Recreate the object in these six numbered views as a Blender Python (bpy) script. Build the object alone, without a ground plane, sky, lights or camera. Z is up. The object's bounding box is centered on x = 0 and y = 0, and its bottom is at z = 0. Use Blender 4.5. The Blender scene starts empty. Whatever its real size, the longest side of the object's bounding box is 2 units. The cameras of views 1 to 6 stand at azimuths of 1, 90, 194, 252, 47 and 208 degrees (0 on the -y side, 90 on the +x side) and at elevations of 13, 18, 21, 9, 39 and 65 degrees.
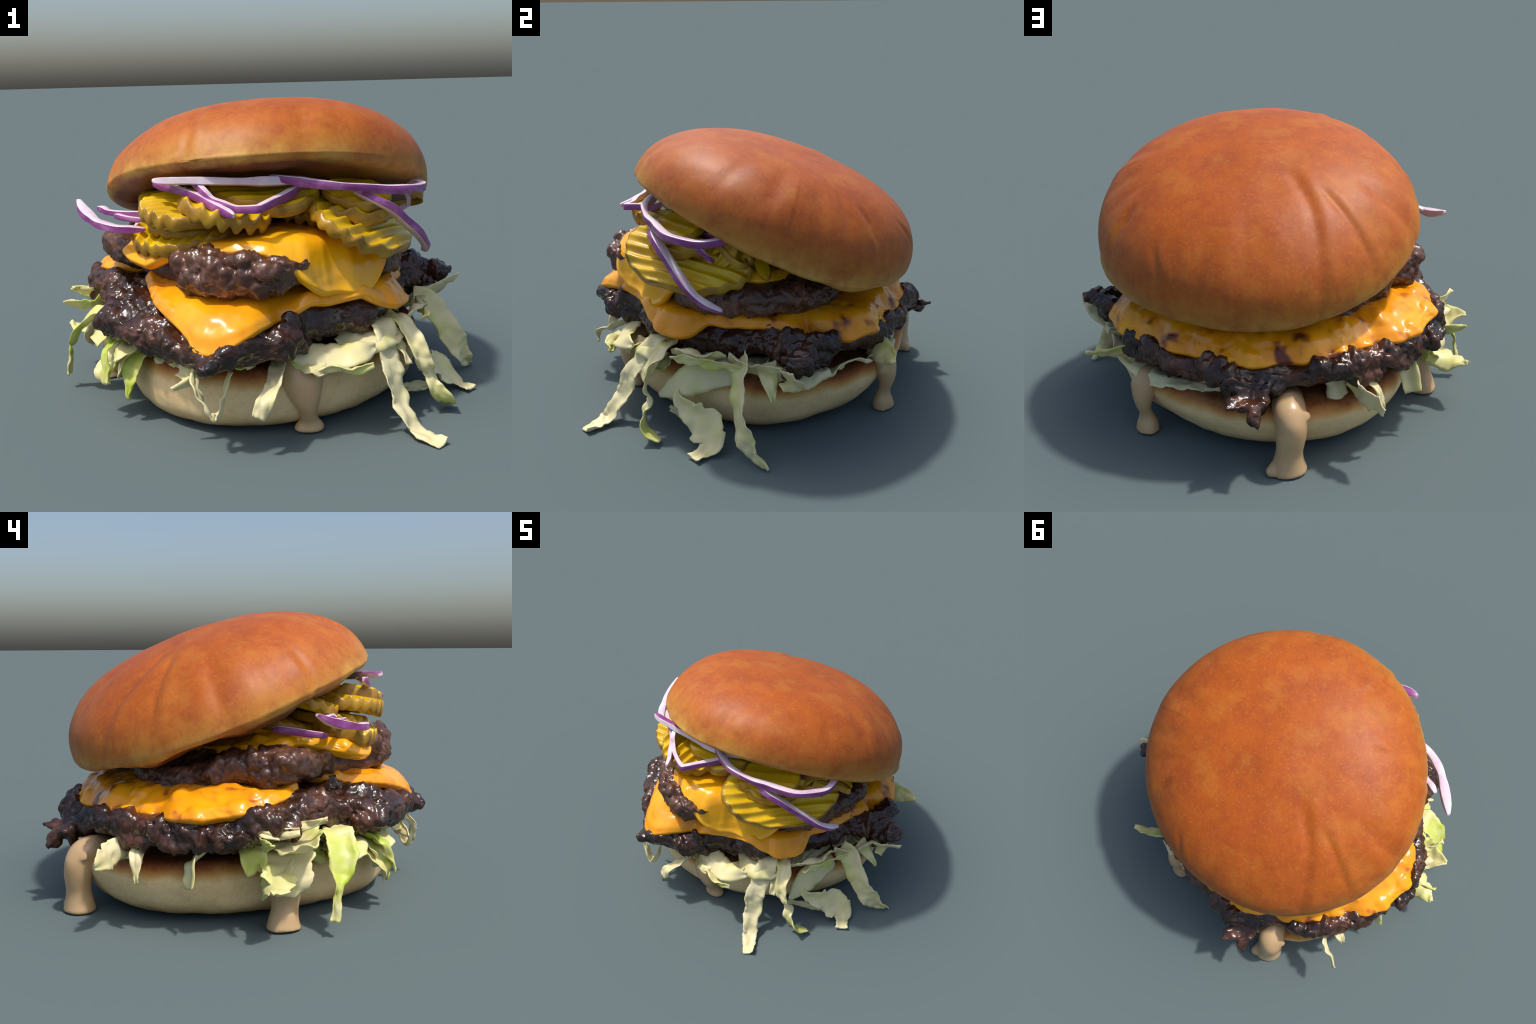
import bpy, math, random
import numpy as np
from mathutils import Vector, Matrix

# ------------------------------------------------------------------ helpers
def _hash(ix, iy, iz, seed):
    with np.errstate(over='ignore'):
        h = (ix.astype(np.int64) * 374761393 + iy.astype(np.int64) * 668265263
             + iz.astype(np.int64) * 2147483647 + seed * 1274126177) & 0xffffffff
        h = (h ^ (h >> 13)) * 1274126177 & 0xffffffff
        h = (h ^ (h >> 16)) * 2246822519 & 0xffffffff
        h = h ^ (h >> 15)
    return (h & 0xffffff) / float(0xffffff)

def vnoise(P, seed=0):
    """smooth value noise in [-1, 1]"""
    P = np.asarray(P, float); I = np.floor(P).astype(np.int64); F = P - I
    F = F * F * F * (F * (F * 6 - 15) + 10)
    out = np.zeros(len(P))
    for dx in (0, 1):
        for dy in (0, 1):
            for dz in (0, 1):
                w = (F[:, 0] if dx else 1 - F[:, 0]) * (F[:, 1] if dy else 1 - F[:, 1]) * (F[:, 2] if dz else 1 - F[:, 2])
                out += w * _hash(I[:, 0] + dx, I[:, 1] + dy, I[:, 2] + dz, seed)
    return out * 2 - 1

def fbm(P, seed=0, octaves=3):
    s = 0; a = 1; t = 0
    for o in range(octaves):
        s = s + a * vnoise(np.asarray(P) * 2 ** o, seed + 17 * o); t += a; a *= .5
    return s / t

def worley(P, seed=0):
    """distance to the nearest jittered cell point and that cell's random value"""
    P = np.asarray(P, float); I = np.floor(P).astype(np.int64)
    best = np.full(len(P), 9.0); val = np.zeros(len(P))
    for dx in (-1, 0, 1):
        for dy in (-1, 0, 1):
            for dz in (-1, 0, 1):
                J = I + [dx, dy, dz]
                q = J + np.stack([_hash(J[:, 0], J[:, 1], J[:, 2], seed + k) for k in (1, 2, 3)], -1)
                d = np.linalg.norm(P - q, axis=1)
                m = d < best
                best = np.where(m, d, best)
                val = np.where(m, _hash(J[:, 0], J[:, 1], J[:, 2], seed + 9), val)
    return best, val

def pebble(P, seed=0):
    d, v = worley(P, seed)
    return np.sqrt(np.clip(1 - (d / .85) ** 2, 0, 1)) * (.45 + .55 * v)

def new_mesh(name, V, F, mats, matidx=None, smooth=True):
    me = bpy.data.meshes.new(name)
    me.from_pydata([tuple(map(float, v)) for v in V], [], [tuple(map(int, f)) for f in F])
    for m in mats: me.materials.append(m)
    if matidx is not None: me.polygons.foreach_set('material_index', np.asarray(matidx, np.int32))
    me.polygons.foreach_set('use_smooth', np.full(len(me.polygons), smooth))
    me.update()
    return me

def new_obj(name, me, parent):
    o = bpy.data.objects.new(name, me)
    bpy.context.scene.collection.objects.link(o)
    o.parent = parent
    return o

def per_interp(table, th):
    """periodic smooth interpolation of rows (angle_deg, a, b, ...) at angles th (rad)"""
    T = np.array(sorted(table), float)
    a = np.radians(T[:, 0]); n = len(a)
    A = np.concatenate([a - 2 * np.pi, a, a + 2 * np.pi])
    out = []
    for c in range(1, T.shape[1]):
        y = np.tile(T[:, c], 3)
        h = np.diff(A); d = np.diff(y) / h
        m = np.zeros(len(y))
        for i in range(1, len(y) - 1):
            if d[i - 1] * d[i] > 0:
                w1 = 2 * h[i] + h[i - 1]; w2 = h[i] + 2 * h[i - 1]
                m[i] = (w1 + w2) / (w1 / d[i - 1] + w2 / d[i])
        t = np.mod(th, 2 * np.pi)
        k = np.clip(np.searchsorted(A, t) - 1, 0, len(A) - 2)
        s = (t - A[k]) / h[k]
        out.append((1 + 2 * s) * (1 - s) ** 2 * y[k] + s * (1 - s) ** 2 * h[k] * m[k]
                   + s * s * (3 - 2 * s) * y[k + 1] + s * s * (s - 1) * h[k] * m[k + 1])
    return out

def loft_profile(keys, per_seg=8, smooth=14):
    """keys: list of (r(theta), z(theta)) arrays from top axis to bottom axis -> (M, N) r and z"""
    R = np.stack([np.broadcast_to(k[0], keys[1][0].shape) for k in keys], 0)
    Z = np.stack([np.broadcast_to(k[1], keys[1][0].shape) for k in keys], 0)
    rs, zs = [], []
    for i in range(len(keys) - 1):
        for t in np.linspace(0, 1, per_seg, endpoint=False):
            rs.append(R[i] + (R[i + 1] - R[i]) * t); zs.append(Z[i] + (Z[i + 1] - Z[i]) * t)
    rs.append(R[-1]); zs.append(Z[-1])
    r = np.array(rs); z = np.array(zs)
    for _ in range(smooth):
        r[1:-1] = .25 * r[:-2] + .5 * r[1:-1] + .25 * r[2:]
        z[1:-1] = .25 * z[:-2] + .5 * z[1:-1] + .25 * z[2:]
    return r, z

def polar_mesh(r, z, th, cx=0., cy=0.):
    """closed solid from profile grid: row 0 = top axis, last row = bottom axis"""
    M, N = r.shape
    V = [(cx, cy, float(z[0].mean()))]
    X = cx + r[1:-1] * np.cos(th); Y = cy + r[1:-1] * np.sin(th)
    V = np.concatenate([np.array(V), np.stack([X, Y, z[1:-1]], -1).reshape(-1, 3), np.array([[cx, cy, z[-1].mean()]])])
    F = []
    idx = lambda i, j: 1 + i * N + j % N
    for j in range(N):
        F.append((0, idx(0, j), idx(0, j + 1)))
    for i in range(M - 3):
        for j in range(N):
            F.append((idx(i, j), idx(i + 1, j), idx(i + 1, j + 1), idx(i, j + 1)))
    last = len(V) - 1
    for j in range(N):
        F.append((last, idx(M - 3, j + 1), idx(M - 3, j)))
    return V, F

def verts_of(me):
    a = np.zeros(len(me.vertices) * 3); me.vertices.foreach_get('co', a); return a.reshape(-1, 3)
def normals_of(me):
    a = np.zeros(len(me.vertices) * 3); me.vertex_normals.foreach_get('vector', a); return a.reshape(-1, 3)
def set_verts(me, V):
    me.vertices.foreach_set('co', np.ascontiguousarray(V).reshape(-1)); me.update()

def remeshed(name, V, F, size, mats, smooth_it=2):
    me = new_mesh(name + '_tmp', V, F, [])
    o = bpy.data.objects.new(name + '_tmp', me); bpy.context.scene.collection.objects.link(o)
    m = o.modifiers.new('remesh', 'REMESH'); m.mode = 'VOXEL'; m.voxel_size = size; m.use_smooth_shade = True
    if smooth_it:
        s = o.modifiers.new('smooth', 'SMOOTH'); s.iterations = smooth_it; s.factor = .5
    dg = bpy.context.evaluated_depsgraph_get()
    out = bpy.data.meshes.new_from_object(o.evaluated_get(dg))
    out.name = name
    bpy.data.objects.remove(o); bpy.data.meshes.remove(me)
    out.materials.clear()
    for mm in mats: out.materials.append(mm)
    out.polygons.foreach_set('use_smooth', np.ones(len(out.polygons), bool))
    out.update()
    return out

def ellipsoid(c, r, n=20):
    V = []; F = []
    for i in range(n + 1):
        a = math.pi * i / n
        for j in range(2 * n):
            b = math.pi * j / n
            V.append((c[0] + r[0] * math.sin(a) * math.cos(b), c[1] + r[1] * math.sin(a) * math.sin(b), c[2] + r[2] * math.cos(a)))
    for i in range(n):
        for j in range(2 * n):
            F.append((i * 2 * n + j, (i + 1) * 2 * n + j, (i + 1) * 2 * n + (j + 1) % (2 * n), i * 2 * n + (j + 1) % (2 * n)))
    return np.array(V), F

def catmull(P, n):
    """resample control rows to n samples with a centripetal-like smooth curve"""
    P = np.asarray(P, float)
    Q = np.concatenate([[2 * P[0] - P[1]], P, [2 * P[-1] - P[-2]]])
    L = np.concatenate([[0], np.cumsum(np.linalg.norm(np.diff(P[:, :3], axis=0), axis=1))])
    out = []
    for s in np.linspace(0, L[-1], n):
        k = min(max(np.searchsorted(L, s) - 1, 0), len(P) - 2)
        t = (s - L[k]) / max(L[k + 1] - L[k], 1e-9)
        a, b, c, d = Q[k], Q[k + 1], Q[k + 2], Q[k + 3]
        out.append(.5 * (2 * b + (c - a) * t + (2 * a - 5 * b + 4 * c - d) * t * t + (3 * b - a - 3 * c + d) * t ** 3))
    return np.array(out)

def unit(v):
    v = np.asarray(v, float); return v / np.maximum(np.linalg.norm(v, axis=-1, keepdims=True), 1e-9)

def joined(parts):
    V = []; F = []; n = 0
    for v, f in parts:
        V.append(np.asarray(v)); F += [tuple(i + n for i in q) for q in f]; n += len(v)
    return np.concatenate(V), F

# ---------------------------------------------------------------- materials
class Mat:
    def __init__(s, name, rough=.5, spec=.5, coat=0., sss=0., sss_r=(.03, .015, .008)):
        s.m = bpy.data.materials.new(name); s.m.use_nodes = True
        s.nt = s.m.node_tree; s.N = s.nt.nodes; s.L = s.nt.links
        s.b = s.N['Principled BSDF']
        s.b.inputs['Roughness'].default_value = rough
        s.b.inputs['Specular IOR Level'].default_value = spec
        s.b.inputs['Coat Weight'].default_value = coat
        s.b.inputs['Coat Roughness'].default_value = .08
        if sss:
            s.b.inputs['Subsurface Weight'].default_value = sss
            s.b.inputs['Subsurface Radius'].default_value = sss_r
            s.b.inputs['Subsurface Scale'].default_value = 1.0
        s.tc = s.N.new('ShaderNodeTexCoord')
    def link(s, a, b): s.L.new(a, b)
    def noise(s, scale, detail=3, rough=.5, stretch=None, offset=(0, 0, 0), distortion=0.):
        mp = s.N.new('ShaderNodeMapping'); s.link(s.tc.outputs['Object'], mp.inputs['Vector'])
        mp.inputs['Location'].default_value = offset
        if stretch: mp.inputs['Scale'].default_value = stretch
        n = s.N.new('ShaderNodeTexNoise'); s.link(mp.outputs[0], n.inputs['Vector'])
        n.inputs['Scale'].default_value = scale; n.inputs['Detail'].default_value = detail
        n.inputs['Roughness'].default_value = rough; n.inputs['Distortion'].default_value = distortion
        return n.outputs['Fac']
    def voronoi(s, scale, offset=(0, 0, 0)):
        mp = s.N.new('ShaderNodeMapping'); s.link(s.tc.outputs['Object'], mp.inputs['Vector'])
        mp.inputs['Location'].default_value = offset
        n = s.N.new('ShaderNodeTexVoronoi'); s.link(mp.outputs[0], n.inputs['Vector'])
        n.inputs['Scale'].default_value = scale
        return n.outputs['Distance']
    def ramp(s, fac, stops, mode='LINEAR'):
        r = s.N.new('ShaderNodeValToRGB'); r.color_ramp.interpolation = mode
        e = r.color_ramp.elements
        while len(e) < len(stops): e.new(.5)
        for k, (p, c) in zip(e, stops):
            k.position = p
            k.color = (*c, 1) if isinstance(c, tuple) else (c, c, c, 1)
        s.link(fac, r.inputs[0]); return r.outputs[0]
    def mix(s, fac, a, b, mode='MIX'):
        n = s.N.new('ShaderNodeMix'); n.data_type = 'RGBA'; n.blend_type = mode
        for sock, v in ((n.inputs[0], fac), (n.inputs[6], a), (n.inputs[7], b)):
            if isinstance(v, (int, float)): sock.default_value = v
            elif isinstance(v, tuple): sock.default_value = (*v, 1)
            else: s.link(v, sock)
        return n.outputs[2]
    def math(s, op, a, b=0., clamp=False):
        n = s.N.new('ShaderNodeMath'); n.operation = op; n.use_clamp = clamp
        for sock, v in ((n.inputs[0], a), (n.inputs[1], b)):
            if isinstance(v, (int, float)): sock.default_value = v
            else: s.link(v, sock)
        return n.outputs[0]
    def xyz(s):
        n = s.N.new('ShaderNodeSeparateXYZ'); s.link(s.tc.outputs['Object'], n.inputs[0]); return n.outputs
    def color(s, c):
        if isinstance(c, tuple): s.b.inputs['Base Color'].default_value = (*c, 1)
        else: s.link(c, s.b.inputs['Base Color'])
    def rough(s, c): s.link(c, s.b.inputs['Roughness'])
    def bump(s, h, strength=.3, dist=.01):
        n = s.N.new('ShaderNodeBump'); n.inputs['Strength'].default_value = strength; n.inputs['Distance'].default_value = dist
        s.link(h, n.inputs['Height']); s.link(n.outputs[0], s.b.inputs['Normal'])

def mat_top_bun():
    m = Mat('toasted_brioche_crust', rough=.50, spec=.30)
    x, y, z = m.xyz()
    big = m.noise(3.0, 4, .55); mid = m.noise(14, 4, .6); fine = m.noise(70, 3, .6)
    # crust browns with its height on the dome: pale where the roll touched the tray
    h = m.math('ADD', z, m.math('MULTIPLY', m.math('SUBTRACT', big, .5), .16))
    h = m.math('ADD', h, m.math('MULTIPLY', m.math('SUBTRACT', mid, .5), .05))
    h = m.math('ADD', m.math('MULTIPLY', h, 2.0), .3)
    base = m.ramp(h, [(.06, (.70, .50, .21)), (.22, (.61, .36, .085)), (.38, (.47, .18, .025)), (.54, (.43, .108, .011)), (.95, (.425, .092, .0075))])  # low stops lightened against rim shade, crown saturated against pinkish sky sheen
    mott = m.ramp(m.math('ADD', m.math('MULTIPLY', m.noise(6, 6, .7, offset=(3, 1, 2)), .7), m.math('MULTIPLY', m.noise(26, 5, .7), .3)), [(.42, 0.), (.62, 1.)])
    base = m.mix(m.math('MULTIPLY', mott, .68), base, (.29, .052, .010))
    gold = m.ramp(m.noise(5, 6, .7, offset=(9, 4, 2)), [(.50, 0.), (.72, 1.)])
    base = m.mix(m.math('MULTIPLY', gold, .5), base, (.52, .20, .026))
    speck = m.ramp(fine, [(.54, 0.), (.70, 1.)])
    base = m.mix(m.math('MULTIPLY', speck, .22), base, (.60, .27, .05))
    # faint streaks running from crown to rim, as the dough stretched
    pol = m.N.new('ShaderNodeCombineXYZ')
    m.link(m.math('MULTIPLY', m.math('ARCTAN2', y, x), 7.), pol.inputs[0])
    m.link(m.math('MULTIPLY', m.math('SQRT', m.math('ADD', m.math('MULTIPLY', x, x), m.math('MULTIPLY', y, y))), 2.2), pol.inputs[1])
    stn = m.N.new('ShaderNodeTexNoise'); stn.inputs['Scale'].default_value = 2.2; stn.inputs['Detail'].default_value = 4
    m.link(pol.outputs[0], stn.inputs['Vector'])
    side = m.ramp(m.math('ADD', m.math('MULTIPLY', x, x), m.math('MULTIPLY', y, y)), [(.24, 0.), (.46, .16)])
    base = m.mix(m.math('MULTIPLY', m.ramp(stn.outputs['Fac'], [(.48, 0.), (.70, 1.)]), side), base, (.50, .19, .03))
    # the cut, toasted face underneath
    r2 = m.math('ADD', m.math('MULTIPLY', x, x), m.math('MULTIPLY', y, y))
    inner = m.ramp(m.math('ADD', r2, m.math('MULTIPLY', m.math('SUBTRACT', mid, .5), .10)), [(.49, 1.), (.545, 0.)])
    under = m.ramp(m.math('ADD', m.math('MULTIPLY', z, 10), 1.), [(.70, 1.), (.85, 0.)])
    f = m.math('MULTIPLY', inner, under)
    base = m.mix(f, base, m.mix(mid, (.10, .028, .009), (.24, .085, .024)))
    m.color(base)
    m.bump(m.math('ADD', m.math('MULTIPLY', fine, .5), mid), .10, .01)
    return m.m

def mat_bottom_bun():
    m = Mat('soft_bread_crumb', rough=.6, spec=.3)
    x, y, z = m.xyz()
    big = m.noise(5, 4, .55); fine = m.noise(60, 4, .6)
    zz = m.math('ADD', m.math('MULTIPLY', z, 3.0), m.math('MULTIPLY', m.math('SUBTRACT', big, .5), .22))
    base = m.ramp(zz, [(.0, (.44, .25, .085)), (.12, (.52, .35, .15)), (.30, (.84, .63, .34)), (.60, (.84, .62, .32)), (.70, (.56, .27, .06)), (.77, (.30, .075, .014)), (.86, (.13, .036, .012))])  # side colours reddened to offset the bluish skylight falling on them
    base = m.mix(m.math('MULTIPLY', m.ramp(m.noise(9, 5, .65, offset=(4, 1, 7)), [(.48, 0.), (.72, 1.)]), .34), base, (.58, .34, .12))
    base = m.mix(m.math('MULTIPLY', m.ramp(fine, [(.45, 0.), (.75, 1.)]), .25), base, (.46, .27, .10))
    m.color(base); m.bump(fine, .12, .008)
    return m.m

def mat_patty(name, dark, mid_c, light, rough_lo, rough_hi):
    m = Mat(name, rough=.25, spec=.55)
    n1 = m.noise(6, 5, .6); n2 = m.noise(24, 4, .6, offset=(2, 5, 1)); v = m.voronoi(34)
    c = m.ramp(n1, [(.32, dark), (.52, mid_c), (.72, light)])
    c = m.mix(m.math('MULTIPLY', m.ramp(n2, [(.4, 0.), (.7, 1.)]), .6), c, dark)
    c = m.mix(m.math('MULTIPLY', m.ramp(m.noise(50, 3, .6), [(.55, 0.), (.75, 1.)]), .35), c, light)
    m.color(c)
    m.rough(m.ramp(m.noise(15, 3, .5, offset=(7, 7, 0)), [(.35, rough_lo), (.7, rough_hi)]))
    m.bump(m.math('ADD', m.noise(60, 3, .6), m.math('MULTIPLY', v, .6)), .35, .006)
    return m.m

def mat_cheese(name, blister=.6, lo=(.93, .38, .006), hi=(.96, .50, .010)):
    m = Mat(name, rough=.20, spec=.5, sss=.12, sss_r=(.05, .02, .004))
    n = m.noise(4, 3, .5)
    c = m.ramp(n, [(.3, lo), (.7, hi)])
    v = m.noise(9, 2, .45, offset=(4.3, 2.2, 8.1))
    spot = m.ramp(v, [(.60, 0.), (.70, 1.)])
    halo = m.ramp(v, [(.50, 0.), (.66, 1.)])
    far = m.ramp(m.math('ADD', m.math('MULTIPLY', m.xyz()[1], .9), .5), [(.18, .10), (.5, 1.)])   # scorched where it lay over the hotter far side
    spot = m.math('MULTIPLY', spot, far); halo = m.math('MULTIPLY', halo, far)
    c = m.mix(m.math('MULTIPLY', halo, blister * .6), c, (.70, .20, .010))
    c = m.mix(m.math('MULTIPLY', spot, blister), c, (.16, .035, .010))
    fl = m.ramp(m.noise(34, 3, .5), [(.70, 0.), (.78, 1.)])
    c = m.mix(m.math('MULTIPLY', fl, .45 * blister), c, (.34, .09, .012))
    m.color(c)
    m.bump(m.noise(20, 2, .4), .10, .01)
    return m.m

def mat_pickle_flesh():
    m = Mat('pickle_flesh', rough=.3, spec=.5, sss=.1)
    c = m.ramp(m.noise(6, 4, .55), [(.3, (.58, .34, .006)), (.55, (.70, .45, .007)), (.75, (.74, .54, .014))])
    c = m.mix(m.math('MULTIPLY', m.ramp(m.noise(30, 3), [(.6, 0.), (.8, 1.)]), .3), c, (.30, .19, .012))
    m.color(c); m.bump(m.noise(45, 3), .1, .004)
    return m.m

def mat_pickle_skin():
    m = Mat('pickle_skin', rough=.35, spec=.5)
    c = m.ramp(m.noise(9, 5, .6), [(.3, (.22, .11, .012)), (.5, (.38, .205, .014)), (.72, (.52, .32, .016))])
    m.color(c); m.bump(m.noise(60, 3, stretch=(1, 1, .3)), .15, .004)
    return m.m

def mat_onion_skin():
    m = Mat('onion_purple_skin', rough=.32, spec=.5)
    c = m.ramp(m.noise(8, 5, .6, stretch=(1, 1, 2.5)), [(.25, (.17, .022, .15)), (.5, (.28, .062, .25)), (.75, (.48, .21, .43))])
    m.color(c); m.bump(m.noise(90, 2), .08, .003)
    return m.m

def mat_onion_flesh():
    m = Mat('onion_pale_flesh', rough=.35, spec=.5, sss=.1)
    c = m.ramp(m.noise(7, 4, .6), [(.28, (.56, .32, .48)), (.46, (.72, .56, .65)), (.68, (.80, .72, .74))])
    m.color(c); m.bump(m.noise(80, 3), .1, .003)
    return m.m

def mat_lettuce(name, green):
    m = Mat(name, rough=.40, spec=.4)
    oi = m.N.new('ShaderNodeObjectInfo')
    add = m.N.new('ShaderNodeVectorMath'); add.operation = 'ADD'
    comb = m.N.new('ShaderNodeCombineXYZ')
    for i, k in enumerate((7.3, 13.1, 3.7)):
        m.link(m.math('MULTIPLY', oi.outputs['Random'], k), comb.inputs[i])
    m.link(m.tc.outputs['Object'], add.inputs[0]); m.link(comb.outputs[0], add.inputs[1])
    def nz(scale, det, off):
        n = m.N.new('ShaderNodeTexNoise'); n.inputs['Scale'].default_value = scale; n.inputs['Detail'].default_value = det
        a = m.N.new('ShaderNodeVectorMath'); a.operation = 'ADD'; m.link(add.outputs[0], a.inputs[0]); a.inputs[1].default_value = off
        m.link(a.outputs[0], n.inputs['Vector']); return n.outputs['Fac']
    big = nz(4.5, 3, (0, 0, 0)); mid = nz(14, 4, (5, 2, 1)); fine = nz(50, 4, (1, 8, 3))
    g = m.math('ADD', m.math('MULTIPLY', m.math('SUBTRACT', oi.outputs['Random'], .5), .22), big)
    g = m.math('ADD', g, green)
    c = m.ramp(g, [(.40, (.84, .75, .42)), (.54, (.79, .73, .31)), (.64, (.64, .67, .16)), (.76, (.46, .58, .035))])
    c = m.mix(m.math('MULTIPLY', m.ramp(mid, [(.45, 0.), (.7, 1.)]), .35), c, (.78, .74, .50))
    c = m.mix(m.math('MULTIPLY', m.ramp(fine, [(.55, 0.), (.8, 1.)]), .2), c, (.62, .60, .26))
    m.color(c)
    m.bump(fine, .15, .004)
    tr = m.N.new('ShaderNodeBsdfTranslucent'); m.link(c, tr.inputs['Color'])
    mx = m.N.new('ShaderNodeMixShader'); mx.inputs[0].default_value = .12
    out = m.N['Material Output']
    m.link(m.b.outputs[0], mx.inputs[1]); m.link(tr.outputs[0], mx.inputs[2]); m.link(mx.outputs[0], out.inputs['Surface'])
    return m.m

def mat_sauce():
    m = Mat('pink_burger_sauce', rough=.30, spec=.5, sss=.1)
    c = m.ramp(m.noise(7, 4, .55), [(.3, (.52, .33, .16)), (.6, (.56, .38, .20)), (.8, (.50, .28, .105))])
    c = m.mix(m.math('MULTIPLY', m.ramp(m.noise(60, 2), [(.72, 0.), (.78, 1.)]), .5), c, (.36, .15, .05))
    m.color(c); m.bump(m.noise(30, 3), .05, .005)
    return m.m

M_TOP = mat_top_bun(); M_BOT = mat_bottom_bun()
M_CHAR = mat_patty('charred_beef', (.014, .008, .007), (.056, .022, .013), (.15, .053, .026), .12, .28)
M_BEEF = mat_patty('seared_beef', (.038, .017, .012), (.12, .050, .030), (.23, .10, .06), .20, .38)  # browns raised so the meat stays visible in the shade under the filling
M_CHEESE_L = mat_cheese('melted_cheese', 1., (.88, .29, .006), (.95, .42, .008)); M_CHEESE_U = mat_cheese('melted_cheese_glossy', .45)
M_PF = mat_pickle_flesh(); M_PS = mat_pickle_skin(); M_OS = mat_onion_skin(); M_OF = mat_onion_flesh()
M_LET = mat_lettuce('shredded_lettuce_pale', -.06); M_LETG = mat_lettuce('shredded_lettuce_green', .10); M_SAUCE = mat_sauce()

# ------------------------------------------------------------- the one thing
root = bpy.data.objects.new('cheeseburger', None)
bpy.context.scene.collection.objects.link(root)
root['label'] = 'tall double cheeseburger with melted cheese, pickles, onion and lettuce'
root['category'] = 'cheeseburger'

# ------------------------------------------------------------------- top bun
def build_top_bun():
    NT, NS = 400, 130
    th = np.linspace(0, 2 * np.pi, NT, endpoint=False)
    rho = .7476 + .0084 * np.cos(2 * th) - .0026 * np.sin(2 * th) + .0049 * np.cos(3 * th) + .0096 * np.sin(3 * th)
    zr = .0008 * np.cos(2 * th) - .0059 * np.sin(2 * th) - .0082 * np.cos(3 * th) - .0127 * np.sin(3 * th)
    H, h = .3599, .093
    s = np.sin(np.linspace(0, 1, NS) * np.pi / 2)
    up = H * np.clip(1 - s ** 2.8326, 0, 1) ** .5
    hl, = per_interp([(0, .05), (20, .075), (45, .09), (90, .093), (128, .08), (152, .078), (185, .09), (212, .088), (233, .068), (250, .042), (268, .038), (285, .052), (310, .070), (332, .060), (350, .060)], th)
    lo = -np.clip(1 - s[:, None] ** 4.26, 0, 1) ** .5 * hl[None]
    cup = .025 * np.clip(1 - (s / .86) ** 2, 0, 1)            # hollow cut face
    R = np.concatenate([s[:, None] * rho, (s[::-1][1:, None]) * rho])
    Z = np.concatenate([up[:, None] + zr * s[:, None] ** 2, (lo + cup[:, None])[::-1][1:] + zr * (s[::-1][1:, None]) ** 2])
    V, F = polar_mesh(R, Z, th)
    sh = np.clip(V[:, 2] / H, 0, 1)
    V[:, 0] += .0519 * sh; V[:, 1] += .0054 * sh
    me = new_mesh('top_bun', V, F, [M_TOP])
    Nn = normals_of(me)
    top = V[:, 2] > -.02
    ang = np.degrees(np.arctan2(V[:, 1], V[:, 0])) % 360
    rr = np.hypot(V[:, 0], V[:, 1]) / .75
    d = np.zeros(len(V))
    # baking creases: (angle at inner end, angle at outer end, r0, r1, depth, half width, ridge side)
    creases = [(148, 121, .30, 1.04, .0065, .030, 1), (152, 144, .48, 1.0, .0055, .020, 1), (186, 182, .7, 1.05, .004, .03, -1), (226, 223, .75, 1.05, .003, .03, 1), (108, 105, .5, 1.0, .002, .04, 1), (84, 83, .6, 1.0, .003, .04, -1), (22, 25, .6, 1.0, .004, .03, 1), (332, 331, .6, 1.0, .003, .04, 1), (171, 167, .62, 1.05, .006, .034, -1),
               (203, 200, .80, 1.05, .008, .02, -1), (243, 246, .70, 1.05, .009, .02, 1), (214, 209, .60, .78, .006, .02, 1),
               (34, 41, .70, 1.02, .009, .022, -1), (10, 12, .60, 1.0, .004, .035, -1), (60, 69, .78, .95, .008, .025, 1),
               (103, 98, .50, .98, .004, .035, -1), (352, 350, .55, .98, .004, .04, 1), (283, 282, .8, 1.05, .006, .04, 1)]
    for a0, a1, r0, r1, dep, w, side in creases:
        t = np.clip((rr - r0) / (r1 - r0), 0, 1)
        fade = np.clip((rr - r0) / .12, 0, 1) * np.clip((r1 - rr) / .10, 0, 1)
        ac = a0 + (a1 - a0) * t
        off = np.radians((ang - ac + 180) % 360 - 180) * np.hypot(V[:, 0], V[:, 1])
        d += -dep * np.exp(-(off / w) ** 2) * fade * top
        d += .8 * dep * np.exp(-((off - side * 2.2 * w) / (1.6 * w)) ** 2) * fade * top
    d += .008 * fbm(V * 2.6, 5, 2) + .0012 * fbm(V * 12, 8, 2)
    d += top * (.020 * np.exp(-((V[:, 0] + .02) ** 2 + (V[:, 1] - .02) ** 2) / .03) - .016 * np.exp(-(((ang - 28) / 22) ** 2 + ((rr - .85) / .2) ** 2)) + .013 * np.exp(-(((ang - 108) / 16) ** 2 + ((rr - .97) / .12) ** 2)))
    # uneven torn lip
    lip = np.exp(-((V[:, 2] + .06) / .03) ** 2)
    d += lip * .034 * fbm(V * 4.5, 11, 3)
    set_verts(me, V + Nn * d[:, None])
    o = new_obj('top_bun', me, root)
    o.location = (-.0002, .0826, .8802); o.rotation_euler = (-.35, .0042, 0)
build_top_bun()

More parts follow.
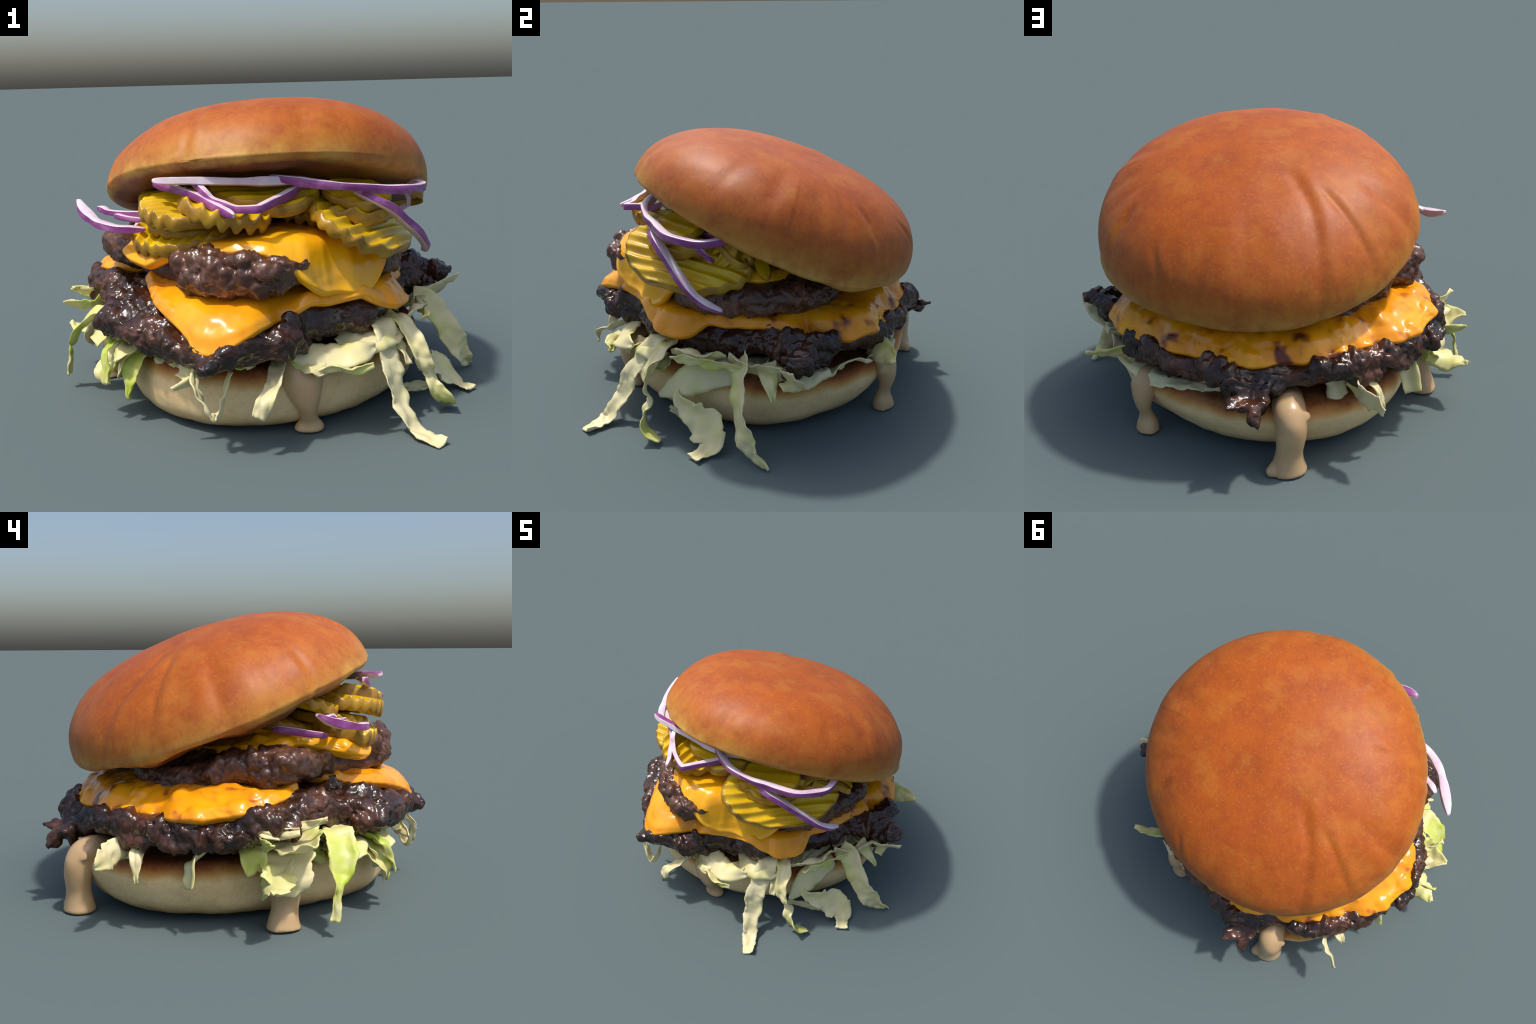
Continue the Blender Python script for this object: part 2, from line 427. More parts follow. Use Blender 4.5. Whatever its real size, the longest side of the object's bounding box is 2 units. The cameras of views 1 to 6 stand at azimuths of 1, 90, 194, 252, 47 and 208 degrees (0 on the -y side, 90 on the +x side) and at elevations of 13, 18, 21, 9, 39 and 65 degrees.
# ---------------------------------------------------------------- bottom bun
def build_bottom_bun():
    th = np.linspace(0, 2 * np.pi, 300, endpoint=False)
    R = .712 - .016 * np.cos(2 * th) - .0072 * np.sin(2 * th) + .030 * np.cos(3 * th) + .0116 * np.sin(3 * th)
    o1 = np.ones_like(th)
    fl = 1 + .10 * np.clip(np.sin(th) + .25, 0, 1)                 # the back half flares towards its cut rim
    keys = [(0 * o1, .262 * o1), (.6 * R, .268 * o1), (.90 * R * fl, .280 * o1), (.96 * R * fl, .268 * o1), (.992 * R * fl, .215 * o1), (R * (.5 + .5 * fl), .14 * o1),
            (.965 * R, .055 * o1), (.87 * R, .010 * o1), (.6 * R, .004 * o1), (0 * o1, .004 * o1)]
    r, z = loft_profile(keys, 9, 16)
    V, F = polar_mesh(r, z, th, -.02, .007)
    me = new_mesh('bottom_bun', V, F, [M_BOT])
    d = .014 * fbm(V * 3.2, 21, 3) + .004 * fbm(V * 14, 22, 2)
    V = V + normals_of(me) * d[:, None]; V[:, 2] = np.maximum(V[:, 2], .003)
    set_verts(me, V)
    new_obj('bottom_bun', me, root)
build_bottom_bun()

# ------------------------------------------------------------------- patties
# (angle, outline radius, height of the rim's middle)
LOW = [(2, .67, .42), (7, .72, .43), (11, .81, .435), (17, .855, .455), (22, .82, .46), (30, .785, .44), (41, .775, .43), (60, .775, .42), (78, .80, .41),
       (90, .825, .41), (97, .83, .40), (112, .84, .40), (127, .86, .41), (138, .885, .42), (150, .88, .42), (158, .885, .42), (163, .915, .43), (171, .89, .455),
       (177, .86, .475), (183, .825, .485), (190, .80, .47), (198, .77, .45), (205, .80, .44), (212, .86, .42), (220, .87, .42), (228, .90, .42), (236, .87, .41),
       (243, .90, .39), (250, .92, .385), (256, .945, .37), (262, .925, .39), (268, .88, .40), (274, .86, .41), (279, .76, .41), (288, .68, .42), (297, .69, .43),
       (308, .70, .44), (318, .66, .44), (330, .63, .42), (342, .62, .41), (350, .63, .41), (356, .645, .415)]
LOW = [(a, r - .018, z) for a, r, z in LOW]            # the crust lumps stand about 2 cm proud
LOWC = [(7, .635, .51), (14, .69, .50), (20, .655, .44), (27, .735, .465), (33, .78, .46), (41, .785, .47), (50, .76, .455), (60, .735, .455), (74, .735, .46), (84, .76, .47),
        (91, .75, .46), (100, .755, .435), (107, .745, .45), (118, .78, .46), (128, .77, .46), (140, .78, .465), (148, .84, .465), (156, .847, .47), (161, .853, .484),
        (165, .864, .495), (170, .84, .506), (174, .82, .522), (179, .768, .53), (185, .70, .545), (193, .52, .56), (203, .50, .56), (210, .60, .555), (222, .67, .53), (237, .76, .50), (243, .807, .474),
        (249, .86, .44), (252, .89, .40), (256, .893, .395), (260, .885, .42), (264, .86, .455), (269, .80, .48), (274, .725, .485), (279, .72, .515), (284, .72, .54),
        (291, .68, .52), (299, .675, .525), (304, .69, .535), (309, .70, .51), (314, .705, .48), (318, .722, .465), (324, .715, .455), (331, .685, .465), (338, .63, .515), (348, .625, .515)]
UP = [(0, .65, .64), (12, .655, .64), (30, .61, .62), (57, .56, .59), (94, .57, .575), (125, .64, .59), (138, .67, .605), (151, .68, .62), (168, .70, .65), (180, .775, .66), (186, .765, .67),
      (198, .70, .66), (209, .65, .64), (220, .62, .63), (228, .62, .63), (240, .72, .66), (250, .78, .675), (259, .785, .68), (265, .80, .68), (272, .79, .68), (282, .765, .685),
      (287, .62, .63), (292, .55, .60), (304, .54, .60), (313, .57, .61), (319, .63, .63), (324, .66, .64), (333, .66, .64), (345, .61, .62)]
UP = [(a, r - .016, z) for a, r, z in UP]
UPC = [(161, .52, .70), (168, .59, .695), (185, .57, .71), (196, .54, .72), (205, .60, .70), (211, .69, .68), (218, .70, .665), (224, .70, .66), (231, .68, .69), (240, .66, .72),
       (252, .68, .745), (262, .705, .755), (269, .72, .75), (275, .74, .71), (282, .745, .63), (289, .70, .575), (297, .66, .56), (304, .67, .545), (309, .67, .55), (314, .665, .58), (319, .66, .64), (324, .62, .68),
       (333, .58, .705), (345, .55, .71), (0, .55, .71), (20, .50, .69), (60, .45, .66), (90, .42, .645), (130, .45, .67)]

def patty_solid(table, cheese, zt, drop, half, zb, backtilt):
    th = np.linspace(0, 2 * np.pi, 360, endpoint=False)
    R, zm = per_interp(table, th); Rc, zc = per_interp(cheese, th)
    b = backtilt * (np.maximum(np.sin(th), 0) - .5 * np.exp(-((np.degrees(th) - 283) / 30) ** 2))
    rin = np.minimum(Rc - .035, R - .05); o = np.ones_like(th)
    keys = [(0 * o, (zt) * o), (.5 * rin, zt - b * .6), (.72 * rin, zt - b * .7 - .04 * (zt - zc)), (.91 * rin, zt - b * .85 - .25 * (zt - zc)), (rin, np.minimum(zc - drop, zt)),
            (np.maximum(R - .022, rin + .01), zm + half * .75), (np.maximum(R, rin + .02), zm + .1 * half), (np.maximum(R - .012, rin), zm - half * .75), (R - .09, zm - half), (.4 * R, zb * o), (0 * o, zb * o)]
    r, z = loft_profile(keys, 6, 5)
    return polar_mesh(r, z, th)

def cheese_solid(cheese, zt, backtilt, seed, wob):
    th = np.linspace(0, 2 * np.pi, 720, endpoint=False)
    Rc, zc = per_interp(cheese, th)
    ring = np.stack([np.cos(th), np.sin(th), 0 * th], -1)
    Rc = Rc + wob * fbm(ring * 5.5, seed, 3)
    zc = zc + .35 * wob * fbm(ring * 7, seed + 4, 2)
    b = backtilt * (np.maximum(np.sin(th), 0) - .5 * np.exp(-((np.degrees(th) - 283) / 30) ** 2)); o = np.ones_like(th)   # sinks at the back, heaped in front
    keys = [(0 * o, zt * o), (.25 * Rc, zt - b * .3), (.5 * Rc, zt - b * .6), (.72 * Rc, zt - b * .7 - .04 * (zt - zc)), (.89 * Rc, zt - b * .85 - .21 * (zt - zc)), (Rc - .026, zc + np.maximum(.038, .37 * (zt - zc))), (Rc - .012, zc + .022), (Rc, zc + .004),
            (Rc - .012, zc - .012), (Rc - .05, zc - .012), (.8 * Rc, zt - b * .8 - .25 * (zt - zc) - .03), (.5 * Rc, zt - b * .6 - .03), (0 * o, zt * o - .03)]
    r, z = loft_profile(keys, 10, 9)
    return polar_mesh(r, z, th)

def build_patty(name, solid, blobs, mat, cheese, amp, seed, zt):
    V, F = joined([solid] + [ellipsoid(c, r) for c, r in blobs])
    me = remeshed('beef_patty', V, F, .0075, [mat], 2)
    V = verts_of(me); N = normals_of(me)
    th = np.arctan2(V[:, 1], V[:, 0]); r = np.hypot(V[:, 0], V[:, 1])
    Rc, zc = per_interp(cheese, th)
    under = np.clip((Rc - .015 - r) / .03, 0, 1) * (N[:, 2] > -.6)          # lies below the cheese
    k = 1 - .92 * under
    W = V + .020 * np.stack([vnoise(V * 14, seed + 1), vnoise(V * 14, seed + 2), vnoise(V * 14, seed + 3)], -1)
    W = W + .007 * np.stack([vnoise(V * 38, seed + 11), vnoise(V * 38, seed + 12), vnoise(V * 38, seed + 13)], -1)
    clump = np.clip(.72 + 1.2 * fbm(V * 6.5, seed + 30, 2), .10, 1.25) * np.where(V[:, 1] > .83, .5, 1.)
    d = .030 * fbm(V * 7, seed + 5, 3) + clump * amp * (pebble(W * 13, seed + 7) * .040 + pebble(W * 27, seed + 8) * .026 + pebble(W * 50, seed + 14) * .008) + .004 * fbm(V * 60, seed + 9, 2) - .026 * amp
    set_verts(me, V + N * (d * k - .006 * under)[:, None])
    me.polygons.foreach_set('use_smooth', np.ones(len(me.polygons), bool))
    return new_obj('beef_patty', me, root)

low_blobs = [((.755, .19, .41), (.06, .07, .045)), ((.865, .18, .45), (.055, .055, .028)), ((.765, .145, .365), (.03, .035, .03)), ((-.22, -.885, .365), (.07, .055, .045)),
             ((-.12, .76, .385), (.12, .09, .045)), ((-.145, .84, .345), (.075, .06, .035)), ((-.172, .895, .305), (.03, .03, .042)), ((-.19, .922, .28), (.015, .017, .028)),
             ((-.095, .885, .355), (.042, .04, .02)), ((-.075, .925, .358), (.02, .026, .014)), ((-.82, .26, .41), (.08, .08, .05))]
build_patty('beef_patty', patty_solid(LOW, LOWC, .555, .006, .075, .35, 0.), low_blobs, M_CHAR, LOWC, 1.0, 40, .555)
build_patty('beef_patty', patty_solid(UP, UPC, .745, .006, .085, .575, .12), [((.02, -.74, .70), (.10, .06, .05)), ((-.15, -.70, .70), (.10, .06, .05))], M_BEEF, UPC, .85, 70, .745)

def build_cheese(cheese, zt, backtilt, seed, wob, mat, lump):
    V, F = cheese_solid(cheese, zt, backtilt, seed, wob)
    me = new_mesh('cheese_slice', V, F, [mat])
    th = np.arctan2(V[:, 1], V[:, 0]); r = np.hypot(V[:, 0], V[:, 1]); N = normals_of(me)
    back = .35 + 1.1 * np.clip((np.cos(th - math.radians(140)) + .5) / 1.2, 0, 1)     # the far side melted over rougher meat
    lump = lump * back
    d = .013 * fbm(V * 4.5, seed + 2, 2) + .012 * back * np.maximum(fbm(V * 8, seed + 12, 2), -.3) + lump * .018 * np.maximum(fbm(V * 15, seed + 3, 2), 0) + lump * .024 * pebble(V * 12, seed + 6) * np.clip(fbm(V * 3, seed + 8, 1) + .25, 0, 1)
    d = d * np.clip(N[:, 2] + .6, 0, 1) + .003
    set_verts(me, V + N * d[:, None])
    new_obj('cheese_slice', me, root)
build_cheese(LOWC, .582, 0., 100, .016, M_CHEESE_L, .9)
build_cheese(UPC, .768, .12, 130, .014, M_CHEESE_U, .8)

# ------------------------------------------------------------------- pickles
def pickle_mesh(ra, rb, thick, wave, wl, seed):
    NT, NR = 160, 44
    th = np.linspace(0, 2 * np.pi, NT, endpoint=False)
    ring = np.stack([np.cos(th), np.sin(th), 0 * th], -1)
    k = 1 + .05 * fbm(ring * 1.7, seed, 2)
    o = np.ones(NT); h = thick / 2
    prof = [(t, h) for t in np.linspace(0, .96, NR)] + [(.985, h * .85), (1., h * .4), (1.005, 0), (1., -h * .4), (.985, -h * .85)] + [(t, -h) for t in np.linspace(.96, 0, NR)]
    r = np.array([p[0] * k for p in prof]); z = np.array([p[1] * o for p in prof])
    V, F = polar_mesh(r, z, th)
    V[:, 0] *= ra; V[:, 1] *= rb
    q = V[:, 1] / wl * 2 * np.pi + 1.1 * vnoise(V * 4, seed + 3)
    V[:, 2] += wave * np.clip(.8 + .7 * vnoise(V * 6, seed + 9), .3, 1.2) * (np.cos(q) + .15 * np.cos(2 * q)) + .012 * fbm(V * 5, seed + 5, 2)
    rows = len(prof) - 2
    mi = []
    for f in F:
        i = min(max((min(x for x in f) - 1) // NT, 0), rows) if 0 not in f else 0
        mi.append(1 if NR - 2 <= i <= NR + 4 else 0)
    return new_mesh('pickle_slice', V, F, [M_PF, M_PS], mi)

def pickle(c, normal, ridge, ra, rb=None, thick=.05, wave=.011, wl=.055, seed=0, bend=0.):
    """ridge: direction in which the ridges run (the long axis ra)"""
    me = pickle_mesh(ra, rb or ra, thick, wave, wl, seed)
    if bend:
        V = verts_of(me); V[:, 2] -= bend * (V[:, 1] ** 2 + .5 * V[:, 0] ** 2); set_verts(me, V)
    n = unit(normal); x = np.asarray(ridge, float); x = unit(x - n * (x @ n)); y = np.cross(n, x)
    o = new_obj('pickle_slice', me, root)
    o.matrix_world = Matrix(((x[0], y[0], n[0], c[0]), (x[1], y[1], n[1], c[1]), (x[2], y[2], n[2], c[2]), (0, 0, 0, 1)))

pickle((.405, -.335, .805), (.50, -.17, .86), (.48, .86, -.1), .35, .225, thick=.052, seed=1, wave=.011, wl=.058, bend=.2)
pickle((.335, -.34, .868), (.15, -.10, 1), (.62, .75, 0), .20, .19, thick=.060, wave=.013, wl=.062, seed=2)
pickle((.05, -.40, .912), (-.15, -.16, 1), (.9, .3, 0), .18, .175, seed=3, wave=.005, wl=.07)
pickle((-.16, -.495, .893), (.2, -.12, 1), (-.15, 1, .1), .20, .195, thick=.062, seed=4, wave=.012, wl=.056)
pickle((-.32, -.435, .885), (.03, -.16, 1), (1, .28, .0), .20, .19, thick=.055, seed=5, wave=.011, wl=.048)
pickle((-.34, -.41, .785), (-.16, -.22, 1), (.30, .95, .1), .18, .23, thick=.055, seed=6, wave=.012, wl=.056)
pickle((-.30, -.36, .822), (0, -.12, 1), (1, .6, 0), .20, .19, thick=.04, seed=18, wave=.008)
pickle((-.36, -.20, .90), (0, -.30, 1), (1, .5, 0), .20, .17, thick=.045, seed=19, wave=.009)
pickle((-.25, -.15, .80), (-.1, -.2, 1), (1, .2, 0), .20, .19, seed=7)
pickle((.12, -.05, .79), (.1, -.2, 1), (.4, 1, 0), .22, .20, seed=8)
pickle((.33, -.13, .90), (.15, -.30, 1), (.8, .6, 0), .22, .17, seed=14)
pickle((-.05, -.15, .93), (.0, -.36, 1), (.8, .4, 0), .24, .2, seed=15)
pickle((-.02, -.40, .955), (.05, -.22, 1), (.9, .3, 0), .21, .17, thick=.035, seed=16, wave=.006)
pickle((.38, -.38, .925), (.2, -.3, 1), (.7, .6, 0), .16, .13, thick=.035, seed=17, wave=.006)
pickle((.20, -.22, .875), (.1, -.25, 1), (.4, 1, 0), .20, .18, seed=13)
pickle((.47, -.02, .82), (.9, .2, .45), (.1, 1, .1), .12, .06, thick=.04, wave=.004, seed=9)
pickle((.52, -.14, .82), (.75, -.5, .3), (.3, .5, .8), .08, .035, thick=.035, wave=.003, seed=10)
pickle((.42, -.22, .86), (.6, -.6, .5), (.4, .8, .2), .13, .07, thick=.04, wave=.005, seed=11)
pickle((.55, .02, .78), (.5, -.2, .8), (.7, .3, -.5), .08, .03, thick=.03, wave=.002, seed=12)

# -------------------------------------------------------------------- onions
def onion(pts, h=.046, t=.028, up=(0, 0, 1), out=None, n=90, taper=.35, twist=0., flip=False):
    """curved strip of onion: purple outer skin, pale flesh on the cut faces"""
    P = catmull(pts, n); T = unit(np.gradient(P, axis=0))
    u = np.broadcast_to(np.asarray(up, float), P.shape)
    if out is None:
        o_ = P - np.array([0, 0, 0]); o_ = o_ * [1, 1, 0]
    else: o_ = np.broadcast_to(np.asarray(out, float), P.shape)
    U = unit(u - T * np.sum(u * T, 1, keepdims=True)); O = np.cross(T, U)
    O = unit(O * np.sign(np.sum(O * o_, 1, keepdims=True) + 1e-9))
    if twist:
        a = np.linspace(0, twist, n)[:, None]; U, O = U * np.cos(a) + O * np.sin(a), O * np.cos(a) - U * np.sin(a)
    s = np.linspace(0, 1, n)
    k = np.clip(np.minimum(s, 1 - s) / .12, 0, 1) ** .6 * (1 - taper) + taper
    k = k * (1 + .22 * vnoise(P * 9, 3))
    # rounded rectangle, counter-clockwise; faces 0-2 are the skin side
    sec = [(.5, -.44), (.5, .44), (.44, .5), (-.44, .5), (-.5, .44), (-.5, -.44), (-.44, -.5), (.44, -.5)]
    V = []
    for i in range(n):
        for a, b in sec: V.append(P[i] + O[i] * a * t * k[i] + U[i] * b * h * k[i])
    F = []; mi = []; m = len(sec)
    for i in range(n - 1):
        for j in range(m):
            F.append((i * m + j, i * m + (j + 1) % m, (i + 1) * m + (j + 1) % m, (i + 1) * m + j)); mi.append(0 if j in (0, 7) else 1)
    F.append(tuple(range(m))[::-1]); mi.append(1); F.append(tuple((n - 1) * m + j for j in range(m))); mi.append(1)
    me = new_mesh('onion_strip', V, F, [M_OS, M_OF], mi)
    me.set_sharp_from_angle(angle=math.radians(50))
    o = new_obj('onion_strip', me, root)
    return o

onion([(.02, -.50, 1.02), (.15, -.54, 1.00), (.245, -.555, .988), (.374, -.525, .972), (.446, -.48, .958), (.511, -.45, .95), (.60, -.40, .945), (.655, -.31, .935), (.68, -.24, .935), (.655, -.16, .94), (.60, -.10, .95), (.50, -.05, .96)], h=.034, t=.034)
onion([(.36, -.47, .95), (.438, -.49, .914), (.517, -.448, .869), (.575, -.40, .815), (.645, -.34, .75), (.683, -.288, .70), (.705, -.235, .665), (.71, -.16, .63)], h=.030, t=.042, up=(.45, .55, .7))
onion([(-.29, -.52, 1.0), (-.263, -.561, .994), (-.233, -.602, .972), (-.205, -.624, .947), (-.159, -.655, .934), (-.115, -.672, .92), (-.069, -.688, .92), (-.028, -.698, .922), (-.018, -.690, .924), (.025, -.63, .935), (.075, -.555, .945), (.115, -.51, .961), (.154, -.48, .985)], h=.032, t=.026)
onion([(-.45, -.48, 1.0), (-.36, -.54, .985), (-.28, -.58, .962), (-.23, -.617, .942), (-.191, -.659, .927), (-.148, -.701, .912), (-.118, -.745, .905)], h=.034, t=.026)
onion([(-.44, -.57, 1.022), (-.379, -.575, 1.02), (-.30, -.565, 1.018), (-.209, -.55, 1.012), (-.08, -.53, 1.005), (.06, -.50, 1.0), (.2, -.44, .99)], h=.05, t=.032, up=(0, -1, .25), out=(0, .2, 1))
onion([(-.855, -.09, .885), (-.825, -.155, .856), (-.786, -.225, .836), (-.75, -.285, .826), (-.715, -.335, .816), (-.655, -.39, .81), (-.60, -.42, .806), (-.50, -.44, .805)], h=.030, t=.042)
onion([(-.747, -.18, .863), (-.713, -.211, .856), (-.685, -.23, .847), (-.60, -.27, .845), (-.5, -.30, .85)], h=.024, t=.03)
onion([(-.66, -.26, .838), (-.60, -.31, .832), (-.52, -.36, .83)], h=.024, t=.022)
onion([(-.52, -.02, .80), (-.55, -.10, .79), (-.57, -.19, .775), (-.57, -.26, .765)], h=.03, t=.03)
onion([(.60, -.30, .93), (.62, -.26, .89), (.62, -.22, .85), (.58, -.20, .82)], h=.026, t=.02)
onion([(.30, -.35, .93), (.38, -.30, .90), (.46, -.22, .90), (.52, -.12, .91)], h=.04, t=.02)
curl = onion([(.56, -.20, .90), (.64, -.16, .90), (.70, -.12, .875), (.705, -.08, .845), (.66, -.05, .83), (.58, -.06, .83)], h=.03, t=.012)
curl.data.materials.clear(); curl.data.materials.append(M_PS); curl.data.materials.append(M_PS); curl.name = 'pickle_peel'

# ------------------------------------------------------------------- lettuce
lrng = random.Random(7)
def lettuce(pts, widths, side=None, ruffle=.013, cup=.10, jag=.15, n=None, nv=9, thick=.008, seed=None, twist=0., green=False):
    """torn leaf shred: centre line, widths along it, direction of its breadth"""
    seed = lrng.randrange(10000) if seed is None else seed
    P0 = np.asarray(pts, float)
    L = np.linalg.norm(np.diff(P0, axis=0), axis=1).sum()
    n = n or max(16, int(L / .009))
    P = catmull(np.concatenate([P0, np.asarray(widths, float)[:, None]], 1), n)
    W = np.maximum(P[:, 3], .006); P = P[:, :3]
    T = unit(np.gradient(P, axis=0))
    if side is None:
        rad = unit(P.mean(0) * [1, 1, 0]); S = np.broadcast_to(np.array([-rad[1], rad[0], 0.]), P.shape)
    else: S = np.broadcast_to(unit(side), P.shape)
    S = unit(S - T * np.sum(S * T, 1, keepdims=True)); N = np.cross(T, S)
    if twist:
        a = np.linspace(0, twist, n)[:, None]; S, N = S * np.cos(a) + N * np.sin(a), N * np.cos(a) - S * np.sin(a)
    s = np.linspace(0, L, n)
    e = np.zeros_like(s)
    el = 1 + jag * fbm(np.stack([s * 40, e + seed, e], -1), seed, 3) * 1.6
    er = 1 + jag * fbm(np.stack([s * 40, e + seed + 50, e], -1), seed + 1, 3) * 1.6
    v = np.linspace(-1, 1, nv)
    ww = np.where(v[None] < 0, el[:, None], er[:, None]) * W[:, None] / 2
    Q = P[:, None] + S[:, None] * (v[None] * ww)[..., None]
    bend = cup * (v[None] ** 2 - .4) * W[:, None]
    a = np.stack([np.repeat(s * 16, nv), np.tile(v * 1.1, n) + seed * 3.1, np.zeros(n * nv)], -1)
    ruf = ruffle * (fbm(a, seed + 2, 2).reshape(n, nv) * (1.1 + 1.0 * np.abs(v[None])))
    Q = Q + N[:, None] * (bend + ruf)[..., None]
    # give it real thickness, thinner at the rim
    tk = thick * (1 - .45 * np.abs(v[None]) ** 3) * np.ones((n, 1)) * .5
    dU = np.gradient(Q, axis=0); dV = np.gradient(Q, axis=1); NN = unit(np.cross(dU, dV))
    A = (Q + NN * tk[..., None]).reshape(-1, 3); B = (Q - NN * tk[..., None]).reshape(-1, 3)
    V = np.concatenate([A, B]); V[:, 2] = np.maximum(V[:, 2], 0.0)
    F = []; m = n * nv; ix = lambda i, j: i * nv + j
    for i in range(n - 1):
        for j in range(nv - 1):
            q = (ix(i, j), ix(i + 1, j), ix(i + 1, j + 1), ix(i, j + 1))
            F.append(q); F.append(tuple(m + x for x in q[::-1]))
        F.append((ix(i, 0), m + ix(i, 0), m + ix(i + 1, 0), ix(i + 1, 0)))
        F.append((ix(i, nv - 1), ix(i + 1, nv - 1), m + ix(i + 1, nv - 1), m + ix(i, nv - 1)))
    for j in range(nv - 1):
        F.append((ix(0, j), ix(0, j + 1), m + ix(0, j + 1), m + ix(0, j)))
        F.append((ix(n - 1, j), m + ix(n - 1, j), m + ix(n - 1, j + 1), ix(n - 1, j + 1)))
    me = new_mesh('lettuce_shred', V, F, [M_LETG if green else M_LET])
    return new_obj('lettuce_shred', me, root)

# right and front right
lettuce([(.44, -.44, .395), (.475, -.485, .39), (.49, -.56, .31), (.502, -.625, .23), (.52, -.655, .14), (.547, -.707, .075), (.581, -.735, .03), (.607, -.77, .014), (.665, -.83, .012)],
        [.09, .115, .115, .105, .095, .09, .085, .085, .06], (.68, .73, 0), jag=.16, ruffle=.012)
lettuce([(.50, -.40, .40), (.576, -.455, .385), (.62, -.52, .30), (.65, -.535, .235), (.675, -.512, .18), (.695, -.54, .125), (.745, -.525, .06), (.775, -.455, .016)], [.07, .08, .075, .06, .055, .06, .06, .05], (.9, .3, .2), jag=.05)
lettuce([(.52, -.46, .36), (.555, -.51, .29), (.58, -.556, .235)], [.06, .055, .035], (.7, .6, 0), jag=.06)
lettuce([(.64, -.35, .25), (.672, -.385, .205), (.715, -.33, .145), (.775, -.25, .10), (.84, -.222, .05), (.876, -.25, .022), (.915, -.292, .014)], [.02, .035, .10, .15, .14, .065, .07], (.1, .9, .35), jag=.20, ruffle=.012)
lettuce([(.58, -.43, .08), (.65, -.36, .055), (.74, -.30, .04)], [.03, .05, .03], (.4, .4, .8))
lettuce([(.68, -.08, .38), (.75, -.08, .365), (.82, -.085, .27), (.867, -.088, .20), (.918, -.06, .12), (.95, -.03, .06), (.99, .045, .006)], [.11, .12, .12, .12, .12, .085, .014], (.6, .5, .6), jag=.05)
lettuce([(.45, .55, .37), (.55, .57, .37), (.64, .60, .37), (.702, .617, .368)], [.10, .12, .08, .018], (-.4, .5, .7), jag=.05)
lettuce([(.66, -.12, .285), (.655, -.22, .29), (.65, -.32, .265), (.645, -.40, .22), (.638, -.47, .178)], [.08, .13, .15, .10, .02], (-.55, -.1, .85), jag=.05, ruffle=.006)
lettuce([(.56, -.40, .36), (.62, -.34, .39), (.66, -.25, .395), (.67, -.15, .39)], [.05, .09, .08, .03], (.6, .2, .5))
lettuce([(.67, -.40, .39), (.69, -.354, .385), (.70, -.256, .378), (.71, -.13, .36), (.72, -.06, .35)], [.03, .05, .05, .055, .04], (.2, 0, 1), jag=.05)
lettuce([(.67, -.14, .385), (.72, -.05, .365), (.75, .04, .35), (.76, .13, .345), (.74, .20, .34)], [.06, .10, .11, .09, .04], (.45, -.1, .85))
lettuce([(.72, .03, .38), (.795, .05, .33), (.84, .063, .245)], [.10, .075, .012], (0, 1, 0), jag=.05)
lettuce([(.64, .10, .30), (.74, .13, .305), (.86, .15, .37), (.95, .14, .445)], [.12, .16, .13, .018], (.1, .75, -.55), jag=.06)
lettuce([(.83, .10, .315), (.78, .21, .325), (.72, .32, .35)], [.05, .07, .05], (.7, .3, -.5))
lettuce([(.68, .28, .28), (.67, .36, .33), (.62, .45, .34), (.58, .52, .33)], [.03, .05, .06, .05], (.6, .5, .5), jag=.05)
# back
lettuce([(.56, .54, .335), (.47, .59, .31), (.38, .625, .295), (.28, .65, .29), (.15, .67, .287), (.04, .68, .285)], [.05, .08, .09, .08, .06, .025], (.3, .85, -.35), jag=.08)
lettuce([(.14, .62, .315), (.09, .665, .288), (.03, .665, .295)], [.02, .02, .016], (0, 0, 1), jag=.05)
lettuce([(-.50, .60, .345), (-.56, .66, .335), (-.62, .715, .322), (-.675, .765, .30)], [.06, .10, .11, .035], (.5, -.4, .5), jag=.22)
lettuce([(-.45, .60, .34), (-.475, .635, .26), (-.49, .64, .18)], [.09, .10, .06], (.75, .6, 0), jag=.15)
lettuce([(-.54, .55, .34), (-.59, .58, .33), (-.635, .60, .30), (-.65, .60, .205)], [.05, .06, .045, .01], (.6, .7, 0), jag=.06)
lettuce([(-.66, .25, .355), (-.70, .32, .345), (-.735, .38, .31), (-.765, .41, .20)], [.06, .09, .09, .075], (-.7, -.2, .5), jag=.05, cup=.2)
# left
lettuce([(-.70, -.01, .40), (-.80, -.025, .375), (-.89, -.04, .365), (-.975, -.044, .39)], [.20, .23, .15, .02], (0, .9, -.3), cup=-.15, jag=.18)
lettuce([(-.70, .0, .33), (-.79, .015, .29), (-.85, .03, .22), (-.855, .04, .16)], [.18, .22, .19, .08], (0, 1, -.25), cup=-.12, jag=.14)
lettuce([(-.74, .14, .365), (-.86, .14, .385), (-.98, .141, .408)], [.09, .07, .02], (.2, .4, .8), jag=.08)
lettuce([(-.73, .16, .38), (-.795, .16, .345), (-.805, .155, .30), (-.79, .15, .245)], [.09, .11, .11, .06], (0, 1, 0), cup=-.25, jag=.05, green=True)
lettuce([(-.74, .04, .27), (-.86, .08, .22), (-.94, .12, .215), (-.994, .154, .232)], [.14, .15, .10, .02], (.3, .8, -.3), cup=.15, jag=.18)
lettuce([(-.82, .17, .445), (-.865, .12, .428), (-.86, .07, .41)], [.02, .03, .03], (0, .1, 1), jag=.05)
lettuce([(-.80, .08, .40), (-.86, .05, .42), (-.885, -.01, .43)], [.04, .045, .03], (.3, .3, .8), jag=.1)
lettuce([(-.80, .02, .43), (-.85, -.06, .445), (-.905, -.115, .478)], [.03, .035, .014], (.3, .2, .9), jag=.05)
lettuce([(-.58, -.20, .34), (-.71, -.29, .32), (-.775, -.32, .275)], [.15, .17, .10], None, cup=.15, jag=.12)
lettuce([(-.52, -.36, .34), (-.61, -.44, .30), (-.645, -.475, .24), (-.635, -.47, .18)], [.13, .16, .14, .06], None, cup=.15, jag=.14)
